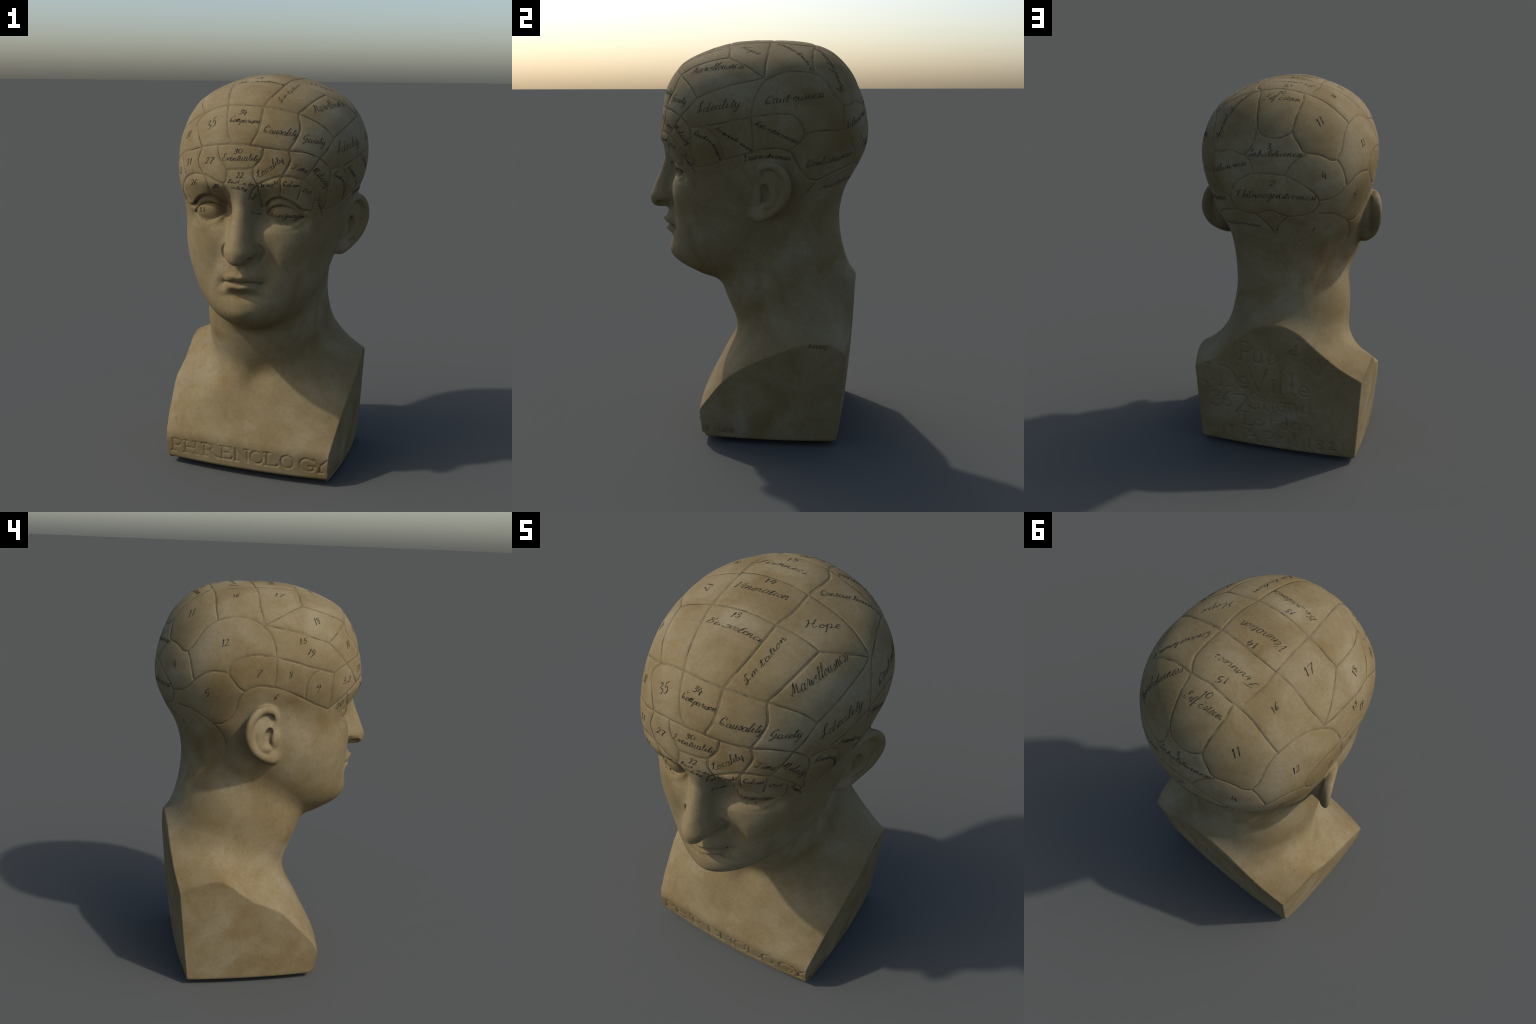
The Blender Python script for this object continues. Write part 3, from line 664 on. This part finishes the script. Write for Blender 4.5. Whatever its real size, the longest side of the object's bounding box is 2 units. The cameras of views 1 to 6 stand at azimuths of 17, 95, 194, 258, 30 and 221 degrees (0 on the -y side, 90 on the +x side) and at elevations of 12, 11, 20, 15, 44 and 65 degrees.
# cut roman letters on a unit box: width 1, height 1
RING = [(.5, 1), (.15, .85), (0, .5), (.15, .15), (.5, 0), (.85, .15), (1, .5), (.85, .85), (.5, 1)]
ROMAN = {
    "P": [[(.15, 0), (.15, 1)], [(.15, 1), (.7, 1), (1, .78), (.7, .5), (.15, .5)], [(0, 0), (.35, 0)]],
    "H": [[(.15, 0), (.15, 1)], [(.85, 0), (.85, 1)], [(.15, .48), (.85, .48)], [(0, 1), (.3, 1)], [(.7, 1), (1, 1)], [(0, 0), (.3, 0)], [(.7, 0), (1, 0)]],
    "R": [[(.15, 0), (.15, 1)], [(0, 1), (.45, 1), (.66, .78), (.45, .5), (.15, .5)], [(.42, .5), (.75, .1), (1, 0)], [(0, 0), (.3, 0)]],
    "E": [[(.15, 0), (.15, 1)], [(0, 1), (.9, 1), (.95, .85)], [(.15, .52), (.65, .52)], [(0, 0), (.9, 0), (1, .15)]],
    "N": [[(.1, 0), (.1, 1)], [(.1, 1), (.9, 0)], [(.9, 0), (.9, 1)], [(.75, 1), (1, 1)], [(0, 0), (.25, 0)]],
    "O": [RING],
    "L": [[(.2, 0), (.2, 1)], [(0, 1), (.4, 1)], [(0, 0), (.9, 0), (1, .15)]],
    "G": [[(.9, .85), (.5, 1), (.15, .85), (0, .5), (.15, .15), (.5, 0), (.9, .1), (.9, .4)], [(.65, .4), (1, .4)]],
    "Y": [[(0, 1), (.5, .5)], [(1, 1), (.5, .5)], [(.5, .5), (.5, 0)], [(.35, 0), (.65, 0)]],
    "J": [[(.8, 1), (.8, .2), (.5, 0), (.1, .1)], [(.55, 1), (1, 1)]],
    "D": [[(.1, 0), (.1, 1)], [(0, 1), (.6, .95), (1, .55), (.8, .1), (0, 0)]],
    "V": [[(0, 1), (.5, 0)], [(1, 1), (.5, 0)]],
    "S": [[(.9, .85), (.5, 1), (.1, .8), (.5, .5), (.95, .25), (.5, 0), (.05, .15)]],
    "A": [[(0, 0), (.5, 1)], [(1, 0), (.5, 1)], [(.2, .35), (.8, .35)]],
    "u": [[(.1, 1), (.1, .2), (.4, 0), (.85, .3)], [(.85, 1), (.85, 0)]],
    "b": [[(.1, 1), (.1, 0), (.6, 0), (1, .25), (.6, .5), (.1, .4)]],
    "d": [[(.9, 1), (.9, 0)], [(.9, .4), (.4, .5), (0, .25), (.4, 0), (.9, .1)]],
    "y": [[(0, 1), (.5, .35)], [(1, 1), (.5, .35), (.2, -.1), (0, 0)]],
    "e": [[(.05, .5), (.95, .5), (.8, .9), (.5, 1), (.1, .75), (.05, .3), (.5, 0), (.95, .15)]],
    "i": [[(.5, 0), (.5, 1)], [(.5, 1.3), (.5, 1.35)]],
    "l": [[(.5, 1), (.5, .1), (1, 0)]],
    "t": [[(.4, 1), (.4, .15), (.9, 0)], [(0, .75), (.9, .75)]],
    "r": [[(.2, 0), (.2, 1)], [(.2, .7), (.9, 1)]],
    "a": [[(.9, .9), (.4, 1), (0, .5), (.4, 0), (.9, .3)], [(.9, 1), (.9, 0)]],
    "n": [[(.1, 0), (.1, 1)], [(.1, .7), (.6, 1), (.9, .7), (.9, 0)]],
    "o": [RING],
    "p": [[(.1, -.3), (.1, 1)], [(.1, .8), (.6, 1), (1, .6), (.6, .2), (.1, .3)]],
    "1": [[(.5, 0), (.5, 1)]],
    "2": [[(0, .8), (.5, 1), (.9, .7), (0, 0), (1, 0)]],
    "3": [[(.1, .9), (.5, 1), (.9, .75), (.4, .55), (.95, .3), (.5, 0), (0, .1)]],
    "6": [[(.9, 1), (.3, .7), (0, .3), (.5, 0), (1, .25), (.6, .5), (.1, .35)]],
    "7": [[(0, 1), (1, 1), (.2, 0)]],
    "8": [[(.5, .55), (.1, .8), (.5, 1), (.9, .8), (.5, .55), (0, .25), (.5, 0), (1, .25), (.5, .55)]],
    ".": [[(.3, .3), (.7, .7)]],
}
# front band: letter, left end, width
FRONT_TEXT = [("P", -0.432, 0.058), ("H", -0.362, 0.082), ("R", -0.254, 0.088), ("E", -0.152, 0.062), ("N", -0.077, 0.077), ("O", 0.010, 0.064),
              ("L", 0.081, 0.071), ("O", 0.168, 0.063), ("G", 0.263, 0.074), ("Y", 0.334, 0.062)]
# back: letter, x of its left end (seen from behind), foot height, width, height
BACK_TEXT = [
    ("P", 0.188, 0.568, 0.067, 0.107),
    ("u", 0.109, 0.564, 0.054, 0.056),
    ("b", 0.027, 0.571, 0.050, 0.116),
    ("d", -0.090, 0.640, 0.037, 0.052),
    ("b", -0.164, 0.562, 0.039, 0.058),
    ("y", -0.236, 0.541, 0.049, 0.089),
    ("J", 0.416, 0.382, 0.057, 0.128),
    (".", 0.348, 0.404, 0.011, 0.015),
    ("D", 0.309, 0.381, 0.098, 0.134),
    ("e", 0.198, 0.392, 0.058, 0.071),
    ("V", 0.133, 0.384, 0.099, 0.146),
    ("i", 0.018, 0.394, 0.036, 0.058),
    ("l", -0.027, 0.389, 0.025, 0.138),
    ("l", -0.088, 0.396, 0.030, 0.132),
    ("e", -0.138, 0.394, 0.055, 0.061),
    ("3", 0.353, 0.244, 0.050, 0.100),
    ("6", 0.292, 0.251, 0.050, 0.105),
    ("7", 0.228, 0.230, 0.081, 0.111),
    ("S", 0.136, 0.266, 0.058, 0.109),
    ("t", 0.062, 0.270, 0.037, 0.082),
    ("r", 0.005, 0.270, 0.018, 0.067),
    ("a", -0.021, 0.277, 0.051, 0.060),
    ("n", -0.083, 0.281, 0.046, 0.060),
    ("d", -0.154, 0.286, 0.048, 0.095),
    ("L", 0.179, 0.155, 0.068, 0.085),
    ("o", 0.107, 0.160, 0.048, 0.044),
    ("n", 0.022, 0.167, 0.047, 0.047),
    ("d", -0.040, 0.162, 0.036, 0.081),
    ("o", -0.102, 0.168, 0.046, 0.050),
    ("n", -0.169, 0.163, 0.041, 0.047),
    ("1", 0.305, 0.060, 0.023, 0.062),
    ("1", 0.252, 0.065, 0.019, 0.066),
    ("A", 0.170, 0.052, 0.079, 0.079),
    ("p", 0.057, 0.067, 0.053, 0.066),
    ("r", -0.022, 0.062, 0.032, 0.045),
    ("i", -0.075, 0.061, 0.016, 0.049),
    ("l", -0.106, 0.060, 0.013, 0.081),
    ("1", -0.191, 0.059, 0.013, 0.064),
    ("8", -0.230, 0.058, 0.041, 0.061),
    ("2", -0.311, 0.066, 0.025, 0.051),
    ("1", -0.376, 0.069, 0.015, 0.050),
]


def on_surface(P, turns=5):
    for _ in range(turns):
        f, g = probe(body, P, 0.001)
        P = P - np.clip(f / np.maximum((g * g).sum(1), 0.2), -0.02, 0.02)[:, None] * g
    g = probe(body, P, 0.001)[1]
    return P, g / (np.linalg.norm(g, axis=1)[:, None] + 1e-9)


def from_degrees(points):
    a, e = np.radians(np.array(points, float)).T
    return np.stack([np.sin(a) * np.cos(e), -np.cos(a) * np.cos(e), np.sin(e)], 1)


def march_out(directions):
    """Points where rays from the middle of the skull leave the body."""
    t = np.full(len(directions), 0.44)
    for _ in range(14):
        t = t - np.clip(body(SKULL_MID + t[:, None] * directions), -0.12, 0.12) * 0.85
    return SKULL_MID + t[:, None] * directions


def evenly(points, gap):
    p = np.asarray(points, float)
    s = np.concatenate([[0], np.cumsum(np.linalg.norm(np.diff(p, axis=0), axis=1))])
    n = max(2, int(s[-1] / gap) + 1)
    q = np.linspace(0, s[-1], n)
    return np.stack([np.interp(q, s, p[:, k]) for k in range(p.shape[1])], 1)


# engraved lines as surface curves, all marched in one go
rng = np.random.default_rng(7)
runs = [evenly(smooth_path(from_degrees(pts), 10), 0.004) for pts in LINES.values()]
flat = march_out(np.vstack([r / np.linalg.norm(r, axis=1)[:, None] for r in runs]))
groove_runs = np.split(flat, np.cumsum([len(r) for r in runs])[:-1])

# cut letters as surface curves
letter_runs = []
for ch, x0, w in FRONT_TEXT:
    for stroke in ROMAN[ch]:
        s = np.array(stroke, float)
        if len(s) > 2 and ch in "OGPR":
            s = smooth_path(s, 4)
        s = evenly(s, 0.04)
        x = x0 + s[:, 0] * w
        z = 0.074 - 0.05 * (x + 0.02) ** 2 + 0.010 + s[:, 1] * 0.068
        u = (x + 0.02) / 0.46
        y = -(0.236 + 0.030 * (1 - u * u) + 0.012 * u + 0.12 * (z - 0.05))
        letter_runs.append(np.stack([x, y, z], 1))
for ch, x0, z0, w, h in BACK_TEXT:
    for stroke in ROMAN[ch]:
        s = np.array(stroke, float)
        if len(s) > 2 and ch in "PDJSubdyelraonp123678":
            s = smooth_path(s, 4)
        s = evenly(s, 0.05)
        x = x0 - s[:, 0] * w
        z = z0 + s[:, 1] * h
        letter_runs.append(np.stack([x, 0.45 + 0.1 * z, z], 1))
cuts = np.cumsum([len(r) for r in letter_runs])[:-1]
letter_runs = np.split(on_surface(np.vstack(letter_runs))[0], cuts)


class Cut:
    """Rounded channels along surface curves: depth at a point and its slope."""

    def __init__(self, runs, depth, width, pillow=0.0, pillow_width=0.03):
        pts = np.vstack([evenly(r, 0.002) for r in runs])
        self.tree = KDTree(len(pts))
        for i, p in enumerate(pts):
            self.tree.insert(p, i)
        self.tree.balance()
        self.pts = pts
        self.depth, self.width, self.pillow, self.pillow_width = depth, width, pillow, pillow_width

    def near(self, P):
        return np.array([self.tree.find(p)[1] for p in P.tolist()])

    def value(self, P, soft):
        i = self.near(P)
        away = P - self.pts[i]
        d = np.linalg.norm(away, axis=1) + 1e-6
        k = self.depth * soft[i]
        a, b = np.exp(-(d / self.width) ** 2), np.exp(-(d / self.pillow_width) ** 2)
        D = k * a + self.pillow * b
        slope = -2 * d / self.width**2 * k * a - 2 * d / self.pillow_width**2 * self.pillow * b
        return D, (slope / d)[:, None] * away


def wander(P, scale, seed):
    return np.array([noise.noise(Vector(p) * scale + Vector((seed, 0, 0))) for p in P.tolist()])


groove_cut = Cut(groove_runs, 0.0034, 0.0048, 0.0012, 0.020)
groove_soft = 0.85 + 0.5 * wander(groove_cut.pts, 9.0, 3.0)
letter_cut = Cut(letter_runs, 0.0066, 0.0060)
letter_soft = np.where(letter_cut.pts[:, 1] > 0, 0.95, 0.62) * (0.85 + 0.7 * wander(letter_cut.pts, 14.0, 8.0))

# ------------------------------------------------------------------ build the one body surface

verts, quads = sparse_mesh(body, VOXEL)
f, g = probe(body, verts, 0.001)
verts = verts - np.clip(f / np.maximum((g * g).sum(1), 0.2), -VOXEL, VOXEL)[:, None] * g
normals = probe(body, verts, 0.001)[1]
normals /= np.linalg.norm(normals, axis=1)[:, None] + 1e-9
base_verts, base_normals = verts.copy(), normals.copy()


def carve(P, N, cut, soft, where):
    idx = np.where(where)[0]
    D, G = cut.value(P[idx], soft)
    n = N[idx]
    G = G - (G * n).sum(1)[:, None] * n
    P[idx] -= n * D[:, None]
    n = n + G
    N[idx] = n / np.linalg.norm(n, axis=1)[:, None]


carve(verts, normals, groove_cut, groove_soft, verts[:, 2] > 1.16)
carve(verts, normals, letter_cut, letter_soft, (verts[:, 2] < 0.72) & ((base_normals[:, 1] > 0.8) | ((base_normals[:, 1] < -0.6) & (verts[:, 2] < 0.2))))

# hand-made unevenness: broad swells and chipped block edges
x, y, z = base_verts.T
left, right, back, front = cut_sides(base_verts)
order2 = np.sort(np.stack([left, right, back, front, slope_scaled(mantle, base_verts), -z], 1), 1)
edge = np.where((z < 0.62) & (order2[:, -2] > -0.016))[0]
chip = wander(base_verts[edge], 38.0, 1.0) + 0.6 * wander(base_verts[edge], 90.0, 5.0)
verts[edge] -= base_normals[edge] * (0.007 * np.clip(chip - 0.28, 0, 0.6))[:, None]

# ------------------------------------------------------------------ materials


def node_material(name):
    m = bpy.data.materials.new(name)
    m.use_nodes = True
    t = m.node_tree
    return m, t, t.nodes["Principled BSDF"]


def plaster_material():
    m, t, bsdf = node_material("aged_plaster")
    N, L = t.nodes, t.links
    co = N.new("ShaderNodeTexCoord").outputs["Object"]

    def tex(scale, detail, rough=0.55, distort=0.0):
        n = N.new("ShaderNodeTexNoise")
        n.inputs["Scale"].default_value = scale
        n.inputs["Detail"].default_value = detail
        n.inputs["Roughness"].default_value = rough
        n.inputs["Distortion"].default_value = distort
        L.new(co, n.inputs["Vector"])
        return n.outputs["Fac"]

    def ramp(fac, stops):
        r = N.new("ShaderNodeValToRGB")
        e = r.color_ramp.elements
        while len(e) < len(stops):
            e.new(0.5)
        for s, (p, c) in zip(e, stops):
            s.position, s.color = p, (*c, 1)
        L.new(fac, r.inputs["Fac"])
        return r.outputs["Color"]

    def mix(kind, fac, a, b):
        n = N.new("ShaderNodeMix")
        n.data_type, n.blend_type = "RGBA", kind
        if isinstance(fac, float):
            n.inputs[0].default_value = fac
        else:
            L.new(fac, n.inputs[0])
        L.new(a, n.inputs[6])
        if isinstance(b, tuple):
            n.inputs[7].default_value = (*b, 1)
        else:
            L.new(b, n.inputs[7])
        return n.outputs[2]

    def gate(fac, lo, hi):
        return ramp(fac, [(lo, (0, 0, 0)), (hi, (1, 1, 1))])

    base = ramp(tex(3.2, 5.0, 0.55, 0.4), [(0.30, PLASTER_DARK), (0.50, PLASTER), (0.70, PLASTER_PALE)])
    base = mix("MIX", gate(tex(4.2, 3.0, 0.5, 0.5), 0.48, 0.74), base, PLASTER_OCHRE)
    base = mix("MULTIPLY", gate(tex(16.0, 4.0, 0.65, 0.3), 0.48, 0.72), base, (0.91, 0.89, 0.84))
    base = mix("MULTIPLY", gate(tex(60.0, 3.0, 0.7), 0.45, 0.75), base, (0.88, 0.86, 0.82))
    base = mix("MULTIPLY", gate(tex(260.0, 2.0, 0.6), 0.48, 0.70), base, (0.86, 0.85, 0.83))
    # sparse dark pits and specks
    v = N.new("ShaderNodeTexVoronoi")
    v.inputs["Scale"].default_value = 16.0
    L.new(co, v.inputs["Vector"])
    speck = ramp(v.outputs["Distance"], [(0.035, (1, 1, 1)), (0.065, (0, 0, 0))])
    some = N.new("ShaderNodeSeparateColor")
    L.new(v.outputs["Color"], some.inputs[0])
    pick = N.new("ShaderNodeMath")
    pick.operation = "GREATER_THAN"
    pick.inputs[1].default_value = 0.72
    L.new(some.outputs[0], pick.inputs[0])
    both = N.new("ShaderNodeMath")
    both.operation = "MULTIPLY"
    L.new(pick.outputs[0], both.inputs[0])
    L.new(speck, both.inputs[1])
    base = mix("MIX", both.outputs[0], base, (0.10, 0.08, 0.055))
    L.new(base, bsdf.inputs["Base Color"])
    bsdf.inputs["Roughness"].default_value = 0.85
    bsdf.inputs["Specular IOR Level"].default_value = 0.12
    bump = N.new("ShaderNodeBump")
    bump.inputs["Strength"].default_value = 0.25
    bump.inputs["Distance"].default_value = 0.002
    L.new(tex(140.0, 4.0, 0.6), bump.inputs["Height"])
    L.new(bump.outputs["Normal"], bsdf.inputs["Normal"])
    return m


def stain_material(name, dark, pale, scale, lo, hi):
    m, t, bsdf = node_material(name)
    n = t.nodes.new("ShaderNodeTexNoise")
    n.inputs["Scale"].default_value = scale
    n.inputs["Detail"].default_value = 4.0
    t.links.new(t.nodes.new("ShaderNodeTexCoord").outputs["Object"], n.inputs["Vector"])
    r = t.nodes.new("ShaderNodeValToRGB")
    r.color_ramp.elements[0].position, r.color_ramp.elements[0].color = lo, (*dark, 1)
    r.color_ramp.elements[1].position, r.color_ramp.elements[1].color = hi, (*pale, 1)
    t.links.new(n.outputs["Fac"], r.inputs["Fac"])
    t.links.new(r.outputs["Color"], bsdf.inputs["Base Color"])
    bsdf.inputs["Roughness"].default_value = 0.9
    bsdf.inputs["Specular IOR Level"].default_value = 0.1
    return m


PLASTER = (0.203, 0.158, 0.084)
PLASTER_DARK = (0.163, 0.121, 0.058)
PLASTER_PALE = (0.238, 0.197, 0.122)
PLASTER_OCHRE = (0.163, 0.115, 0.050)
plaster = plaster_material()
ink = stain_material("faded_ink", (0.018, 0.015, 0.012), (0.10, 0.075, 0.042), 48.0, 0.46, 0.74)
darkening = stain_material("groove_darkening", (0.112, 0.086, 0.044), (0.180, 0.140, 0.074), 22.0, 0.35, 0.68)

pencil = stain_material("pencil_line", (0.045, 0.036, 0.022), (0.13, 0.098, 0.05), 40.0, 0.4, 0.7)

# ------------------------------------------------------------------ objects

scene = bpy.context.scene.collection.objects


def add(name, verts, faces, material, parent, normals=None):
    mesh = bpy.data.meshes.new(name)
    mesh.from_pydata(np.asarray(verts).tolist(), [], np.asarray(faces).tolist())
    mesh.materials.append(material)
    mesh.polygons.foreach_set("use_smooth", np.ones(len(mesh.polygons), bool))
    if normals is not None:
        mesh.normals_split_custom_set_from_vertices(np.asarray(normals).tolist())
    ob = bpy.data.objects.new(name, mesh)
    ob.parent = parent
    scene.link(ob)
    return ob


bust = bpy.data.objects.new("phrenology_bust", None)
bust["label"] = "aged plaster head bust mapped with inked skull regions"
bust["category"] = "plaster bust"
scene.link(bust)

# regions of the one surface
centre = base_verts[quads].mean(1)
cx, cy, cz = centre.T
region = np.zeros(len(quads), int)  # head
high = cz > 0.6
d_head = np.full(len(quads), 9.0)
d_head[high] = smax(slope_scaled(head_loft, centre[high]), 0.775 - cz[high], 0.03)
d_neck = slope_scaled(neck_loft, centre)
d_torso = torso_field(centre)
region[(d_neck < d_head) & (cz < 1.3)] = 1
region[(d_torso < np.minimum(d_neck, d_head) + 0.004) & (cz < 0.8)] = 2
for k, side in ((3, 1), (4, -1)):
    m = (np.abs(cx - HEAD_X - side * 0.42) < 0.16) & (np.abs(cy - 0.1) < 0.22) & (np.abs(cz - 1.27) < 0.26)
    i = np.where(m)[0]
    region[i[ear_field(centre[i], side) < 0.004]] = k
face = (cy < -0.2) & (cz > 1.0) & (cz < 1.56)
i = np.where(face)[0]
region[i[(nose_field(centre[i]) < 0.004) & (cz[i] < 1.47) & (cz[i] > 1.13)]] = 5
ax = np.abs(cx - HEAD_X)
inside = eye_slit(ax, cz)[0]
region[face & (inside > 0) & (cx > HEAD_X)] = 6
region[face & (inside > 0) & (cx < HEAD_X)] = 7
lip_height = np.clip(1 - (ax / 0.092) ** 2, 0, 1)
region[face & (ax < 0.092) & (cz < 1.060 + 0.048 * lip_height) & (cz > 1.056 - 0.040 * lip_height) & (region == 0)] = 8

parts = {}
for k, name in enumerate(("head", "neck", "torso", "ear", "ear", "nose", "eye", "eye", "mouth")):
    q = quads[region == k]
    used = np.unique(q)
    parts[k] = add(name, verts[used], np.searchsorted(used, q), plaster, bust, normals[used])
head, torso = parts[0], parts[2]

# ------------------------------------------------------------------ ink and grime strips lying on the surface


def strips(runs, widths, lift, cut=None, soft=None):
    """Flat ribbons along surface curves; returns vertices and faces."""
    sizes = [len(r) for r in runs]
    P, N = on_surface(np.vstack(runs), 3)
    W = np.concatenate(widths)
    T = np.zeros_like(P)
    at = 0
    for n in sizes:
        T[at:at + n] = np.gradient(P[at:at + n], axis=0)
        at += n
    S = np.cross(N, T)
    S /= np.linalg.norm(S, axis=1)[:, None] + 1e-9
    V = np.stack([P + S * W[:, None] / 2, P - S * W[:, None] / 2], 1).reshape(-1, 3)
    NN = np.repeat(N, 2, axis=0)
    if cut is not None:
        D, _ = cut.value(V, soft)
        V = V - NN * D[:, None]
    V = V + NN * lift
    faces, at = [], 0
    for n in sizes:
        faces.append([(2 * (at + j), 2 * (at + j) + 1, 2 * (at + j) + 3, 2 * (at + j) + 2) for j in range(n - 1)])
        at += n
    return V, NN, faces


# grime in the engraved lines: broken, uneven strips
darkening_runs, darkening_widths = [], []
for r in groove_runs:
    w = 0.0046 + 0.0030 * wander(r, 16.0, 21.0) + 0.0016 * wander(r, 60.0, 23.0)
    darkening_runs.append(r)
    darkening_widths.append(np.clip(w, 0.0012, 0.0075))
V, NN, faces = strips(darkening_runs, darkening_widths, 0.0007, groove_cut, groove_soft)
darkening_strips = add("groove_darkening", V, [f for part in faces for f in part], darkening, head, NN)
darkening_strips["kind"] = "stuff"
# thin broken pencil traces along stretches of the lines
trace_runs = []
for r in groove_runs:
    r = evenly(r, 0.003)
    on = wander(r, 11.0, 61.0) + 0.35 * wander(r, 50.0, 63.0) > 0.16
    for piece in np.split(np.arange(len(r)), np.where(np.diff(on.astype(int)) != 0)[0] + 1):
        if on[piece[0]] and len(piece) > 3:
            trace_runs.append(r[piece])
V, NN, faces = strips(trace_runs, [np.interp(np.arange(len(r)), [0, 2, len(r) - 3, len(r) - 1], [0.0004, 0.0019, 0.0019, 0.0004]) for r in trace_runs], 0.0019, groove_cut, groove_soft)
traces = add("pencil_trace", V, [f for part in faces for f in part], pencil, head, NN)
traces["kind"] = "stuff"


def word_strokes(text):
    at, out = 0.0, []
    for ch in text:
        adv, strokes = SCRIPT[ch]
        tall, drop, tilt = rng.uniform(0.82, 1.08), rng.uniform(-0.06, 0.05), rng.uniform(-0.08, 0.10)
        adv *= rng.uniform(0.88, 1.12)
        for s in strokes:
            p = smooth_path(s, 6) if len(s) > 2 else np.array(s, float)
            out.append(p * np.array([1, tall]) + np.array([at, drop]) + np.stack([tilt * p[:, 1], 0 * p[:, 1]], 1))
        at += adv
    return out, at


word_runs, word_widths, owner = [], [], []
for k, (text, cap, line) in enumerate(WORDS):
    cap *= 0.92
    d = smooth_path(from_degrees(line), 8) if len(line) > 2 else from_degrees(line)
    foot, _n = on_surface(march_out(d / np.linalg.norm(d, axis=1)[:, None]), 2)
    foot = evenly(foot, 0.004)
    s = np.concatenate([[0], np.cumsum(np.linalg.norm(np.diff(foot, axis=0), axis=1))])
    out = foot - SKULL_MID
    out /= np.linalg.norm(out, axis=1)[:, None]
    along = np.gradient(foot, axis=0)
    along /= np.linalg.norm(along, axis=1)[:, None]
    up = np.cross(out, along)
    strokes, total = word_strokes(text)
    for st in strokes:
        lean = 0.32 * st[:, 1] * cap
        u = st[:, 0] / total * s[-1]
        at = np.stack([np.interp(u, s, foot[:, j]) for j in range(3)], 1)
        al = np.stack([np.interp(u, s, along[:, j]) for j in range(3)], 1)
        upv = np.stack([np.interp(u, s, up[:, j]) for j in range(3)], 1)
        p = evenly(at + al * lean[:, None] + upv * (st[:, 1] * cap)[:, None], 0.0025)
        fall = np.gradient(p, axis=0)
        down = np.clip(-(fall * upv.mean(0)).sum(1) / (np.linalg.norm(fall, axis=1) + 1e-9), 0, 1)
        jit = 1 + 0.5 * wander(p, 120.0, 40.0 + k)
        w = (0.0014 + 0.0017 * down) * jit * (1.35 if text[0].isdigit() else 1.0)
        # worn places where the ink is gone
        kept = wander(p, 42.0, 90.0) < (0.50 if len(text) > 3 else 9.0)
        for piece in np.split(np.arange(len(p)), np.where(np.diff(kept.astype(int)) != 0)[0] + 1):
            if kept[piece[0]] and len(piece) > 1:
                word_runs.append(p[piece])
                word_widths.append(w[piece])
                owner.append(k)

# museum numbers inked on the left side of the block
for text, a, b, cap in (("R 15608.", (0.403, -0.233, 0.056), (0.425, -0.075, 0.058), 0.028), ("A 642812.", (0.46, 0.285, 0.524), (0.46, 0.385, 0.512), 0.020)):
    k = max(owner) + 1
    a, b = np.array(a), np.array(b)
    strokes, total = word_strokes(text)
    for st in strokes:
        p = a + (b - a) * (st[:, 0] / total)[:, None] + np.array([0, 0.0, cap]) * st[:, 1][:, None]
        p = evenly(p, 0.002)
        word_runs.append(p)
        word_widths.append(np.full(len(p), 0.0018))
        owner.append(k)

V, NN, faces = strips(word_runs, word_widths, 0.0007, groove_cut, groove_soft)
owner = np.array(owner)
for k in range(owner.max() + 1):
    f = np.array([q for j in np.where(owner == k)[0] for q in faces[j]])
    used = np.unique(f)
    add("ink_inscription", V[used], np.searchsorted(used, f), ink, head if k < len(WORDS) else torso, NN[used])
